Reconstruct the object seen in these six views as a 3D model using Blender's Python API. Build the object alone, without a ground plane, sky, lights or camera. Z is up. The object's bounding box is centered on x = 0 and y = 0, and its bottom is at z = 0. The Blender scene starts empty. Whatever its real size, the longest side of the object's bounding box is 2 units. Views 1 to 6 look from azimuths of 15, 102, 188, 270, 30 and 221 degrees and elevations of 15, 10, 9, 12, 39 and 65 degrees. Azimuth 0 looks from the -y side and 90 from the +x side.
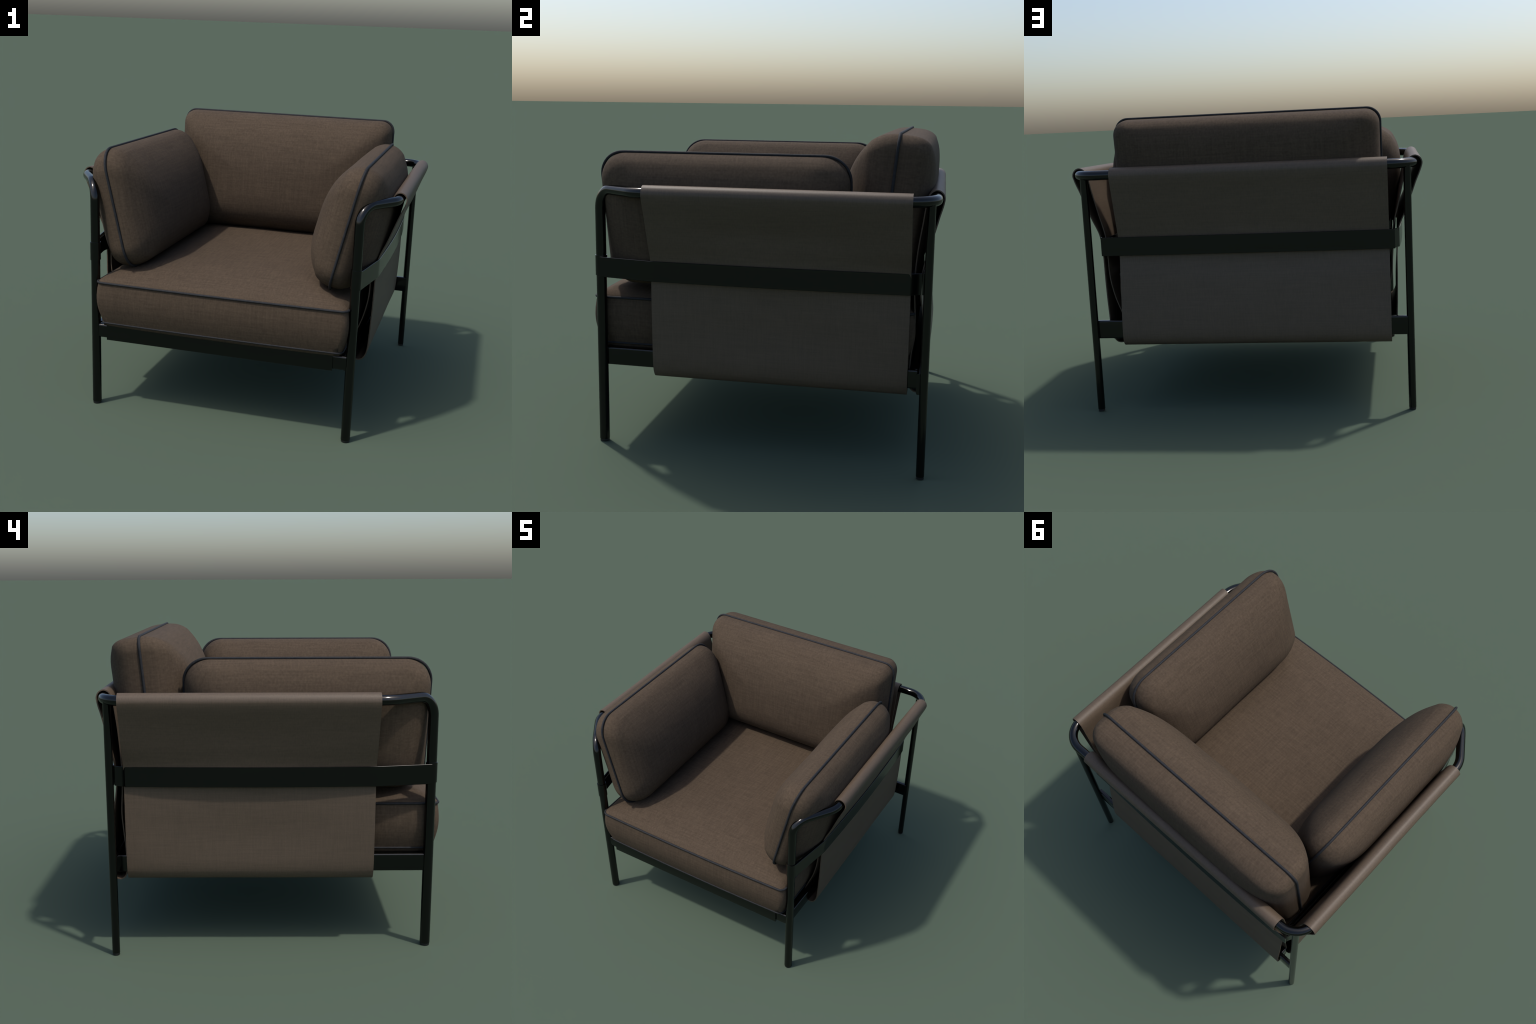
import bpy, math
from mathutils import Vector, Matrix, noise

# ---------------------------------------------------------------- materials
def new_mat(name):
    m = bpy.data.materials.new(name); m.use_nodes = True
    nt = m.node_tree
    return m, nt, nt.nodes, nt.links, nt.nodes["Principled BSDF"]

def fabric_material(name, base, slub=1.0, thread=150.0, rough=0.8, sheen=0.0, spec=0.35):
    """Linen-like weave: long thin slubs along the three object axes."""
    m, nt, N, L, bsdf = new_mat(name)
    tc = N.new("ShaderNodeTexCoord")
    def streak(scale, detail):
        mp = N.new("ShaderNodeMapping"); mp.inputs["Scale"].default_value = scale
        L.new(tc.outputs["Object"], mp.inputs["Vector"])
        nz = N.new("ShaderNodeTexNoise"); nz.inputs["Scale"].default_value = 1.0
        nz.inputs["Detail"].default_value = detail; nz.inputs["Roughness"].default_value = 0.55
        L.new(mp.outputs["Vector"], nz.inputs["Vector"])
        return nz.outputs["Fac"]
    t = thread
    a = streak((6.0, t, t), 3.0)
    b = streak((t, t, 6.0), 3.0)
    c = streak((t, 6.0, t), 3.0)
    def math_node(op, x, y):
        n = N.new("ShaderNodeMath"); n.operation = op
        for i, s in enumerate((x, y)):
            if isinstance(s, (int, float)): n.inputs[i].default_value = s
            else: L.new(s, n.inputs[i])
        return n.outputs[0]
    weave = math_node('MULTIPLY', math_node('ADD', math_node('ADD', a, b), c), 1/3)
    cloud = streak((7.0, 7.0, 7.0), 2.0)
    mixf = math_node('ADD', math_node('MULTIPLY', weave, 0.93), math_node('MULTIPLY', cloud, 0.07))
    ramp = N.new("ShaderNodeValToRGB")
    ramp.color_ramp.elements[0].position = 0.36
    ramp.color_ramp.elements[1].position = 0.64
    lo = [v * (1 - 0.24 * slub) for v in base]; hi = [v * (1 + 0.24 * slub) for v in base]
    ramp.color_ramp.elements[0].color = (*lo, 1); ramp.color_ramp.elements[1].color = (*hi, 1)
    L.new(mixf, ramp.inputs["Fac"])
    L.new(ramp.outputs["Color"], bsdf.inputs["Base Color"])
    bsdf.inputs["Roughness"].default_value = rough
    bsdf.inputs["Specular IOR Level"].default_value = spec
    bsdf.inputs["Sheen Weight"].default_value = sheen
    bsdf.inputs["Sheen Roughness"].default_value = 0.5
    bp = N.new("ShaderNodeBump"); bp.inputs["Strength"].default_value = 0.12 * slub
    bp.inputs["Distance"].default_value = 0.004
    L.new(weave, bp.inputs["Height"]); L.new(bp.outputs["Normal"], bsdf.inputs["Normal"])
    return m

def plain_material(name, base, rough, spec=0.5, noise_amt=0.06, coat=0.0, metallic=0.0):
    m, nt, N, L, bsdf = new_mat(name)
    tc = N.new("ShaderNodeTexCoord")
    nz = N.new("ShaderNodeTexNoise"); nz.inputs["Scale"].default_value = 60
    nz.inputs["Detail"].default_value = 3
    L.new(tc.outputs["Object"], nz.inputs["Vector"])
    ramp = N.new("ShaderNodeValToRGB")
    ramp.color_ramp.elements[0].position = .35; ramp.color_ramp.elements[1].position = .65
    ramp.color_ramp.elements[0].color = (*[v*(1-noise_amt) for v in base], 1)
    ramp.color_ramp.elements[1].color = (*[v*(1+noise_amt) for v in base], 1)
    L.new(nz.outputs["Fac"], ramp.inputs["Fac"]); L.new(ramp.outputs["Color"], bsdf.inputs["Base Color"])
    bsdf.inputs["Roughness"].default_value = rough
    bsdf.inputs["Specular IOR Level"].default_value = spec
    bsdf.inputs["Coat Weight"].default_value = coat
    bsdf.inputs["Coat Roughness"].default_value = 0.2
    bsdf.inputs["Metallic"].default_value = metallic
    return m

FABRIC = fabric_material("cushion_linen", (0.066, 0.0473, 0.0318), slub=1.0, thread=95, sheen=0.0, rough=0.9, spec=0.16)
CANVAS = fabric_material("canvas_weave", (0.089, 0.064, 0.0435), slub=0.7, thread=150, sheen=0.0, rough=0.55, spec=0.38)
PIPING = plain_material("piping_cord", (0.015, 0.0155, 0.0175), 0.75, spec=0.3, noise_amt=.2)
METAL = plain_material("black_lacquered_steel", (0.0007, 0.0008, 0.0007), 0.15, spec=0.5)
BELT = plain_material("black_belt", (0.0007, 0.0008, 0.0007), 0.18, spec=0.5)
LINING = plain_material("belt_lining", (0.0015, 0.0015, 0.0015), 0.75, spec=0.2)
GLIDE = plain_material("foot_glide_plastic", (0.004, 0.004, 0.004), 0.5)

# ---------------------------------------------------------------- helpers
ROOT = bpy.data.objects.new("armchair", None)
bpy.context.scene.collection.objects.link(ROOT)
ROOT["label"] = "brown upholstered lounge armchair with black tube frame and canvas sides"
ROOT["category"] = "armchair"

def add_obj(name, verts, faces, mat, parent=ROOT, matrix=None, smooth_angle=None):
    me = bpy.data.meshes.new(name)
    me.from_pydata([tuple(v) for v in verts], [], faces); me.validate(); me.update()
    me.materials.append(mat)
    ob = bpy.data.objects.new(name, me)
    bpy.context.scene.collection.objects.link(ob)
    ob.parent = parent
    if matrix is not None: ob.matrix_local = matrix
    for p in me.polygons: p.use_smooth = True
    if smooth_angle is not None:
        me.set_sharp_from_angle(angle=math.radians(smooth_angle))
    return ob

def fillet_path(pts, radii, seg=10):
    """Polyline with rounded corners; radii[i] belongs to pts[i]."""
    P = [Vector(p) for p in pts]; out = [P[0]]
    for i in range(1, len(P)-1):
        a, b, c = P[i-1], P[i], P[i+1]; r = radii[i]
        d1 = (a-b).normalized(); d2 = (c-b).normalized()
        ang = d1.angle(d2)
        if r <= 0 or ang > math.pi - 1e-3: out.append(b); continue
        t = r / math.tan(ang/2)
        bis = (d1+d2).normalized(); ctr = b + bis * (r/math.sin(ang/2))
        s, e = b + d1*t - ctr, b + d2*t - ctr
        tot = s.angle(e); axis = s.cross(e).normalized()
        for k in range(seg+1):
            out.append(ctr + Matrix.Rotation(tot*k/seg, 3, axis) @ s)
    out.append(P[-1]); return out

def sweep_round(path, r, n=20, closed=False, cap=True):
    """Round tube along a path, with slightly rounded end caps."""
    P = [Vector(p) for p in path]; m = len(P)
    verts, faces = [], []
    tang = []
    for i in range(m):
        a = P[(i-1) % m] if (closed or i > 0) else P[i]
        b = P[(i+1) % m] if (closed or i < m-1) else P[i]
        tang.append((b-a).normalized())
    ref = Vector((0, 0, 1)) if abs(tang[0].z) < .9 else Vector((1, 0, 0))
    nrm = (ref - tang[0]*ref.dot(tang[0])).normalized()
    for i in range(m):
        nrm = (nrm - tang[i]*nrm.dot(tang[i])).normalized()
        bn = tang[i].cross(nrm)
        for k in range(n):
            th = 2*math.pi*k/n
            verts.append(P[i] + (nrm*math.cos(th) + bn*math.sin(th))*r)
    for i in range(m if closed else m-1):
        j = (i+1) % m
        shift = 0
        if closed and j == 0:   # find best index shift so the seam does not twist
            base = verts[i*n]; shift = min(range(n), key=lambda s: (verts[s]-base).length)
        for k in range(n):
            faces.append((i*n+k, i*n+(k+1) % n, j*n+(k+1+shift) % n, j*n+(k+shift) % n))
    if cap and not closed:
        faces.append(tuple(range(n-1, -1, -1)))
        faces.append(tuple((m-1)*n+k for k in range(n)))
    return verts, faces

def tube(name, path, r, mat, parent=ROOT, n=20, closed=False):
    v, f = sweep_round(path, r, n, closed)
    return add_obj(name, v, f, mat, parent, smooth_angle=50)

def sweep_ribbon(path, z0, z1, th, bev=0.0015):
    """Flat upright belt following a plan path (list of (x, y)); thickness th."""
    P = [Vector((p[0], p[1], 0)) for p in path]; m = len(P)
    verts, faces = [], []
    h = th/2
    sec = [(-h, z0+bev), (-h+bev, z0), (h-bev, z0), (h, z0+bev), (h, z1-bev), (h-bev, z1), (-h+bev, z1), (-h, z1-bev)]
    for i in range(m):
        t = (P[min(i+1, m-1)] - P[max(i-1, 0)]).normalized(); nn = Vector((t.y, -t.x, 0))
        for o, z in sec: verts.append(P[i] + nn*o + Vector((0, 0, z)))
    n = len(sec)
    for i in range(m-1):
        for k in range(n):
            faces.append((i*n+k, i*n+(k+1) % n, (i+1)*n+(k+1) % n, (i+1)*n+k))
    faces.append(tuple(range(n-1, -1, -1))); faces.append(tuple((m-1)*n+k for k in range(n)))
    return verts, faces

def catmull_closed(pts, seg=8):
    out = []; n = len(pts)
    for i in range(n):
        p0, p1, p2, p3 = (Vector(pts[(i+k-1) % n]) for k in range(4))
        # centripetal-ish: limit tangents by segment length to avoid overshoot
        l1 = (p2-p1).length
        t1 = (p2-p0); t2 = (p3-p1)
        t1 = t1 * (l1 / ((p2-p1).length + (p1-p0).length)); t2 = t2 * (l1 / ((p3-p2).length + (p2-p1).length))
        for k in range(seg):
            s = k/seg
            h00 = 2*s**3-3*s**2+1; h10 = s**3-2*s**2+s; h01 = -2*s**3+3*s**2; h11 = s**3-s**2
            out.append(p1*h00 + t1*h10 + p2*h01 + t2*h11)
    return out

# ---------------------------------------------------------------- cushions
NU, NV, NA = 44, 26, 12     # outline samples: long edges, short edges, corner arcs (even)

def outline(hu, hv, r):
    """Rounded rectangle, counter-clockwise from the middle of the lower right arc: (x, y, |ny|^2)."""
    corner = [(hu-r, -hv+r, 270), (hu-r, hv-r, 0), (-hu+r, hv-r, 90), (-hu+r, -hv+r, 180)]
    def arc(i, k):
        cx, cy, a0 = corner[i]; an = math.radians(a0 + 90*k/NA)
        return (cx + r*math.cos(an), cy + r*math.sin(an), math.sin(an)**2)
    pts = []
    for i in range(4):
        for k in range(NA//2, NA+1): pts.append(arc(i, k))
        p0, p1 = arc(i, NA), arc((i+1) % 4, 0)
        ne = NV if i % 2 == 0 else NU
        for k in range(1, ne):
            s = k/ne
            pts.append((p0[0]*(1-s)+p1[0]*s, p0[1]*(1-s)+p1[1]*s, p0[2]))
        for k in range(0, NA//2): pts.append(arc((i+1) % 4, k))
    return pts

def wobble(p, seed, amp, scale):
    return amp * noise.noise(Vector((p[0]*scale+seed, p[1]*scale-seed, p[2]*scale+seed*.5)))

def dome(verts, faces, soft, sign, hu, hv, r, T, fu0, fu1, fv0, fv1, rings=24, seed=0.0, crown=0.0, amp=0.004):
    """One stuffed half over a rounded-rectangle seam. fu0/fu1 = (D, p) at the -x/+x seam, fv0/fv1 at
    the -y/+y seam: the cover reaches full height T at distance D, with superellipse exponent p.
    Returns the vertex indices of the seam loop (counter-clockwise seen from +z)."""
    o = outline(hu, hv, r); n = len(o)
    u0, u1, v0, v1 = -hu+fu0[0], hu-fu1[0], -hv+fv0[0], hv-fv1[0]
    def put(x, y, h, rho):
        k = (1-(x/hu)**2)*(1-(y/hv)**2)
        z = h*(T + crown*k) + wobble((x, y, sign), seed, amp*h, 3.5)
        verts.append(Vector((x, y, sign*z)))
        if rho < 0.88: soft.append(len(verts)-1)
        return len(verts)-1
    def core(q):
        return (u0+(u1-u0)*(q[0]/hu+1)/2, v0+(v1-v0)*(q[1]/hv+1)/2)
    loops = []
    for j in range(rings+1):
        phi = (math.pi/2)*(1 - j/rings); cur = []
        for q in o:
            pu = fu1[1] if q[0] > 0 else fu0[1]; pv = fv1[1] if q[1] > 0 else fv0[1]
            p = pu*(1-q[2]) + pv*q[2]
            rho = math.sin(phi)**(2/p) if j < rings else 0.0
            h = (max(0.0, math.cos(phi)))**(2/p) if 0 < j < rings else (1.0 if j else 0.0)
            c = core(q)
            cur.append(put(c[0]+(q[0]-c[0])*rho, c[1]+(q[1]-c[1])*rho, h, rho))
        loops.append(cur)
    def quad(*q): faces.append(q if sign > 0 else q[::-1])
    for j in range(rings):
        A, B = loops[j], loops[j+1]
        for k in range(n): quad(A[k], A[(k+1) % n], B[(k+1) % n], B[k])
    # fill the core with a grid spanned between its four sides
    C = loops[-1]; mv, mu = NV+NA, NU+NA
    right = [C[k] for k in range(mv+1)]; top = [C[mv+k] for k in range(mu+1)]
    left = [C[mv+mu+k] for k in range(mv+1)]; bot = [C[(2*mv+mu+k) % n] for k in range(mu+1)]
    g = {}
    for i in range(mu+1):
        for j in range(mv+1):
            if i == 0: g[i, j] = left[mv-j]
            elif i == mu: g[i, j] = right[j]
            elif j == 0: g[i, j] = bot[i]
            elif j == mv: g[i, j] = top[mu-i]
            else:
                B, Tt = verts[bot[i]], verts[top[mu-i]]; s = j/mv
                g[i, j] = put(B.x*(1-s)+Tt.x*s, B.y*(1-s)+Tt.y*s, 1.0, 0.0)
    for i in range(mu):
        for j in range(mv): quad(g[i, j], g[i+1, j], g[i+1, j+1], g[i, j+1])
    return loops[0]

def finish_cover(ob, soft, repeat):
    """Relax the stuffed faces away from the seams, then weld the halves."""
    import bmesh
    bm = bmesh.new(); bm.from_mesh(ob.data); bm.verts.ensure_lookup_table()
    free = [bm.verts[i] for i in soft]
    for _ in range(repeat):
        bmesh.ops.smooth_vert(bm, verts=free, factor=0.5, use_axis_x=True, use_axis_y=True, use_axis_z=True)
    bmesh.ops.remove_doubles(bm, verts=bm.verts, dist=1e-5)
    bm.to_mesh(ob.data); bm.free()
    for p in ob.data.polygons: p.use_smooth = True

def pillow(name, matrix, hu, hv, r, front, rear, seed=1.0, pipe_r=0.0075):
    """Two stuffed halves meeting at one piped seam. Local x,y in the seam plane, z through the thickness."""
    verts, faces, soft = [], [], []
    dome(verts, faces, soft, +1, hu, hv, r, seed=seed, **front)
    dome(verts, faces, soft, -1, hu, hv, r, seed=seed+5, **rear)
    ob = add_obj(name, verts, faces, FABRIC, ROOT, matrix); finish_cover(ob, soft, 25)
    v, f = sweep_round([(q[0], q[1], 0) for q in outline(hu+.003, hv+.003, r*.92)], pipe_r, 12, closed=True)
    add_obj("piping", v, f, PIPING, ob)
    return ob

def frame(center, u, v):
    u = Vector(u).normalized(); v = Vector(v).normalized(); w = u.cross(v)
    M = Matrix((u, v, w)).transposed().to_4x4(); M.translation = Vector(center)
    return M

# back cushion: local x = world x, local y = up (leaning), local z = towards the front
BT = math.radians(5.5)
pillow("back_cushion", frame((-0.012, 0.652, 1.275), (1, 0, 0), (0, math.sin(BT), math.cos(BT))),
       hu=0.757, hv=0.411, r=0.08, seed=1.3,
       front=dict(T=0.256, fu0=(0.46, 2.5), fu1=(0.46, 2.5), fv0=(0.25, 2.8), fv1=(0.40, 2.3), crown=0.027),
       rear=dict(T=0.200, fu0=(0.40, 3.0), fu1=(0.38, 3.5), fv0=(0.35, 3.0), fv1=(0.34, 4.0), crown=0.010))

# arm cushions: local x = backwards (+y), local y = up (leaning outwards)
AT = math.radians(13.2)
for sx, cx in ((1, 0.704), (-1, -0.660)):
    vdir = (sx*math.sin(AT), 0, math.cos(AT))
    if sx > 0:
        outer = dict(T=0.201, fu0=(0.46, 2.1), fu1=(0.36, 2.3), fv0=(0.30, 2.4), fv1=(0.34, 2.15), crown=0.006)
        inner = dict(T=0.214, fu0=(0.38, 2.2), fu1=(0.36, 2.3), fv0=(0.28, 2.2), fv1=(0.41, 2.1))
    else:
        outer = dict(T=0.206, fu0=(0.38, 2.3), fu1=(0.38, 2.3), fv0=(0.28, 2.5), fv1=(0.33, 2.2))
        inner = dict(T=0.199, fu0=(0.38, 2.2), fu1=(0.37, 2.25), fv0=(0.27, 2.3), fv1=(0.42, 2.0))
    pillow("arm_cushion", frame((cx, -0.187, 1.222), (0, 1, 0), vdir),
           hu=0.648, hv=0.358, r=0.14, seed=2.7+sx,
           front=outer if sx > 0 else inner, rear=inner if sx > 0 else outer)

# seat cushion: domed top, bulging boxed border, two piped seams
def seat_cushion():
    hu, hv, r = 0.754, 0.846, 0.040
    z_top, z_bot = 0.795, 0.541
    M = Matrix.Translation((0, -0.050, z_top))
    verts, faces, soft = [], [], []
    f = (0.36, 1.6)
    ring = dome(verts, faces, soft, +1, hu, hv, r, T=0.094, fu0=f, fu1=f, fv0=f, fv1=f, seed=9.0, amp=0.003)
    o = [(verts[i].x, verts[i].y) for i in ring]; n = len(o)
    prev = ring; rows = 12
    def border(q, s):
        bulge = 0.014*math.sin(math.pi*s) - 0.020*s**2
        L = math.hypot(q[0]/hu, q[1]/hv)
        nx = q[0]/hu if abs(q[0]) > hu-r else 0; ny = q[1]/hv if abs(q[1]) > hv-r else 0
        return q[0]+nx*bulge, q[1]+ny*bulge
    for j in range(1, rows+1):
        s = j/rows; cur = []
        for q in o:
            x, y = border(q, s)
            verts.append(Vector((x, y, -s*(z_top-z_bot)))); cur.append(len(verts)-1)
        for k in range(n):
            faces.append((cur[k], cur[(k+1) % n], prev[(k+1) % n], prev[k]))
        prev = cur
    ob2 = [verts[i].copy() for i in prev]
    # shallow dished underside
    o2 = [(v.x, v.y) for v in ob2]
    for j in range(1, 7):
        a = math.pi/2*j/6; rho = math.cos(a)*0.10+0.90 if j < 6 else 0.0
        cur = []
        for q in o2:
            verts.append(Vector((q[0]*rho, q[1]*rho, -(z_top-z_bot) - 0.045*math.sin(a)))); cur.append(len(verts)-1)
            if j == 6: break
        if j < 6:
            for k in range(n): faces.append((cur[k], cur[(k+1) % n], prev[(k+1) % n], prev[k]))
        else:
            for k in range(n): faces.append((prev[(k+1) % n], prev[k], cur[0]))
        prev = cur
    def bow(v):
        """The front edge is stuffed into a slight forward curve."""
        return Vector((v[0], v[1] - 0.012*max(0.0, 1-(v[0]/hu)**2)*min(1.0, max(0.0, -v[1]/hv)), v[2]))
    verts = [bow(v) for v in verts]
    ob = add_obj("seat_cushion", verts, faces, FABRIC, ROOT, M); finish_cover(ob, soft, 20)
    for s, off in ((0.0, 0.003), (1.0, 0.003)):
        pth = []
        for q in outline(hu+off, hv+off, r):
            x, y = border(q, s) if s else q[:2]
            pth.append(bow((x, y, -s*(z_top-z_bot))))
        v, f = sweep_round(pth, 0.0070 if s == 0 else 0.0052, 12, closed=True)
        add_obj("piping", v, f, PIPING, ob)
seat_cushion()

# ---------------------------------------------------------------- steel frame
TUBE_R, LEG_R = 0.0272, 0.0208
ZT = 1.381
FX, FY = 0.782, -0.845          # front legs
TX, TY = 0.955, 0.878           # top rail lines
RX, RY = 0.906, 0.850           # rear legs
pts = [(-FX, FY, 0.012), (-FX, FY, ZT), (-TX, -0.598, ZT), (-TX, TY-0.009, ZT),
       (TX, TY+0.009, ZT), (TX, -0.598, ZT), (FX, FY, ZT), (FX, FY, 0.012)]
rad = [0, 0.105, 0.16, 0.135, 0.135, 0.16, 0.105, 0]
tube("tube_frame", fillet_path(pts, rad, 14), TUBE_R, METAL, n=24)
for x, y in ((-0.912, 0.841), (0.902, 0.862)):
    leg = tube("rear_leg", [(x, y, 0.012), (x, y, 0.7), (x, y, ZT-0.01)], LEG_R, METAL)
    tube("foot_glide", [(x, y, 0.0), (x, y, 0.004), (x, y, 0.0125)], LEG_R*0.93, GLIDE, leg)
for sx in (-1, 1):
    tube("foot_glide", [(sx*FX, FY, 0.0), (sx*FX, FY, 0.004), (sx*FX, FY, 0.0125)], TUBE_R*0.93, GLIDE,
         bpy.data.objects["tube_frame"])

def flat_rail(name, a, b, z0, z1, depth, mat=METAL, parent=ROOT, rr=0.014):
    """Flat oval steel rail between plan points a and b."""
    a = Vector((*a, 0)); b = Vector((*b, 0)); t = (b-a).normalized(); nn = Vector((t.y, -t.x, 0))
    sec = []; h = depth/2
    rr = min(rr, h*0.98)
    for cx, cz, a0 in ((h-rr, z1-rr, 0), (-h+rr, z1-rr, 90), (-h+rr, z0+rr, 180), (h-rr, z0+rr, 270)):
        for k in range(6):
            an = math.radians(a0+90*k/5); sec.append((cx+rr*math.cos(an), cz+rr*math.sin(an)))
    n = len(sec); verts = []; faces = []
    for q in (a, b):
        for o, z in sec: verts.append(q + nn*o + Vector((0, 0, z)))
    for k in range(n): faces.append((k, (k+1) % n, n+(k+1) % n, n+k))
    faces.append(tuple(range(n-1, -1, -1))); faces.append(tuple(range(n, 2*n)))
    return add_obj(name, verts, faces, mat, parent, smooth_angle=35)

fr = flat_rail("front_rail", (-FX, FY+.003), (FX, FY+.003), 0.435, 0.522, 0.036)
flat_rail("rail_sleeve", (-0.703, FY+.003), (0.683, FY+.003), 0.427, 0.531, 0.054, parent=fr, rr=0.005)
flat_rail("rear_rail", (-RX, 0.840), (RX, 0.840), 0.432, 0.538, 0.030, rr=0.008)
for sx in (-1, 1):
    flat_rail("side_rail", (0.760 if sx > 0 else -0.774, FY+0.004), (sx*0.790, 0.838), 0.428, 0.524, 0.036, rr=0.008)

def seat_deck():
    """Dark platform carried by the rails, just under the seat cushion."""
    x0, x1, y0, y1, z0, z1 = -0.745, 0.745, -0.825, 0.822, 0.478, 0.500
    v = [(x, y, z) for z in (z0, z1) for x, y in ((x0, y0), (x1, y0), (x1, y1), (x0, y1))]
    f = [(3, 2, 1, 0), (4, 5, 6, 7), (0, 1, 5, 4), (1, 2, 6, 5), (2, 3, 7, 6), (3, 0, 4, 7)]
    add_obj("seat_deck", v, f, LINING, smooth_angle=30)
seat_deck()

# ---------------------------------------------------------------- canvas panels
def canvas(section, s0, s1, to_world, bulge, th=0.006, rows=40, seed=0.0):
    """Closed canvas loop: section = closed list of (offset, z); s runs along the rail."""
    sec = catmull_closed([(o, 0, z) for o, z in section], 8)
    n = len(sec); verts = []; faces = []
    nor = []
    for i in range(n):
        t = (sec[(i+1) % n]-sec[i-1]).normalized(); nor.append(Vector((t.z, 0, -t.x)))
    for j in range(rows+1):
        f = j/rows; s = s0+(s1-s0)*f
        for layer in (0, 1):
            for i in range(n):
                q = sec[i]; o, z = q.x, q.z
                o += bulge(o, z, f) + 0.002*noise.noise(Vector((s*3+seed, z*4, o*2)))
                o2 = o - nor[i].x*th*layer; z2 = z - nor[i].z*th*layer
                verts.append(Vector(to_world(o2, s, z2)))
    m = 2*n
    for j in range(rows):
        for i in range(n):
            k = (i+1) % n
            faces.append((j*m+i, j*m+k, (j+1)*m+k, (j+1)*m+i))
            faces.append((j*m+n+k, j*m+n+i, (j+1)*m+n+i, (j+1)*m+n+k))
    for j in (0, rows):
        for i in range(n):
            k = (i+1) % n
            q = (j*m+i, j*m+n+i, j*m+n+k, j*m+k)
            faces.append(q if j == 0 else q[::-1])
    return verts, faces

def belly(lo, hi, amt):
    return lambda o, z, f: (amt*math.sin(math.pi*min(1, max(0, (z-lo)/(hi-lo))))*math.sin(math.pi*f) if lo < z < hi else 0.0)

# order: outer face downwards, round the lower rail, inner face upwards, over the tube
side_sec = [(0.992, 1.372), (0.956, 1.275), (0.902, 1.130), (0.861, 1.035), (0.849, 0.965), (0.845, 0.905), (0.843, 0.74),
            (0.836, 0.56), (0.826, 0.445), (0.802, 0.402), (0.768, 0.396), (0.745, 0.420), (0.742, 0.50),
            (0.764, 0.568), (0.798, 0.665), (0.821, 0.78), (0.825, 0.905), (0.827, 0.965), (0.834, 1.035), (0.863, 1.15), (0.896, 1.29),
            (0.914, 1.372), (0.931, 1.404), (0.958, 1.415), (0.983, 1.402)]
def side_sag(o, z, f):
    """Slack lower canvas sinks in, the belt line is pushed out by the cushion."""
    w = math.sin(math.pi*f)
    if z < 0.40: return 0.0
    return w*(-0.008*math.exp(-((z-0.66)/0.13)**2) - 0.006*math.exp(-((z-1.2)/0.08)**2) + 0.012*math.exp(-((z-0.985)/0.09)**2))
def back_sag(o, z, f):
    w = math.sin(math.pi*f)
    return w*(0.006*math.exp(-((z-0.66)/0.13)**2) + 0.008*math.exp(-((z-0.97)/0.09)**2))
for sx in (1, -1):
    v, f = canvas(side_sec, -0.545, 0.778, lambda o, s, z, sx=sx: (sx*(o-(0.007*math.sin(math.pi*(s+0.545)/1.323)*math.exp(-((z-1.17)/0.08)**2) if sx > 0 else 0.0)), s, z), side_sag, seed=sx*4.0)
    if sx > 0: f = [q[::-1] for q in f]
    add_obj("canvas_panel", v, f, CANVAS, smooth_angle=60)
back_sec = [(0.914, 1.372), (0.889, 1.275), (0.853, 1.130), (0.830, 1.035), (0.820, 0.965), (0.820, 0.905), (0.838, 0.78), (0.848, 0.66),
            (0.860, 0.55), (0.866, 0.445), (0.852, 0.405), (0.815, 0.393), (0.790, 0.415), (0.786, 0.50),
            (0.789, 0.568), (0.798, 0.665), (0.804, 0.76), (0.796, 0.905), (0.796, 0.965), (0.797, 1.035), (0.806, 1.15), (0.824, 1.29),
            (0.838, 1.372), (0.855, 1.404), (0.880, 1.415), (0.905, 1.402)]
v, f = canvas(back_sec, -0.807, 0.735, lambda o, s, z: (s, o+0.0065*s*min(1, max(0, (z-1.0)/0.25)), z), back_sag, seed=11.0)
add_obj("canvas_panel", v, f, CANVAS, smooth_angle=60)

# ---------------------------------------------------------------- belt straps and collars
Z0, Z1 = 0.915, 1.022
for sx in (1, -1):
    path = [(sx*(FX+0.0255), FY-0.010), (sx*0.864, -0.545)]
    path += [(sx*(0.864+0.014*math.sin(math.pi*k/8)), -0.545+1.30*k/8) for k in range(1, 8)]
    path += [(sx*0.860, 0.768), (sx*0.830, 0.828)]
    pth = fillet_path([(x, y, 0) for x, y in path], [0, 0.28]+[0.5]*7+[0.035, 0], 8)
    v, f = sweep_ribbon([(p.x, p.y) for p in pth], Z0, Z1, 0.007)
    st = add_obj("side_strap", v, f, BELT, smooth_angle=40)
    # inner layer of the same belt, on the inside of the canvas
    path = [(sx*(FX+0.014), FY+0.024), (sx*0.834, -0.62), (sx*0.814, -0.50), (sx*0.814, 0.74), (sx*0.785, 0.783)]
    pth = fillet_path([(x, y, 0) for x, y in path], [0, 0.10, 0.10, 0.03, 0], 8)
    v, f = sweep_ribbon([(p.x, p.y) for p in pth], Z0, Z1-0.006, 0.006)
    add_obj("strap_lining", v, f, LINING, st, smooth_angle=40)
    # collar round the front leg
    v, f = sweep_round([(sx*FX, FY, Z0+.006), (sx*FX, FY, 0.97), (sx*FX, FY, Z1+.006)], TUBE_R+0.004, 24)
    add_obj("strap_collar", v, f, BELT, st, smooth_angle=40)
v, f = sweep_ribbon([(x, 0.837+0.012*(1-(x/0.838)**2)) for x in (-0.838, -0.6, -0.4, -0.2, 0, 0.2, 0.4, 0.6, 0.836)], Z0, Z1, 0.008)
bs = add_obj("back_strap", v, f, BELT, smooth_angle=40)
v, f = sweep_ribbon([(-0.79, 0.786), (0, 0.786), (0.79, 0.786)], Z0, Z1-0.006, 0.006)
add_obj("strap_lining", v, f, LINING, bs, smooth_angle=40)
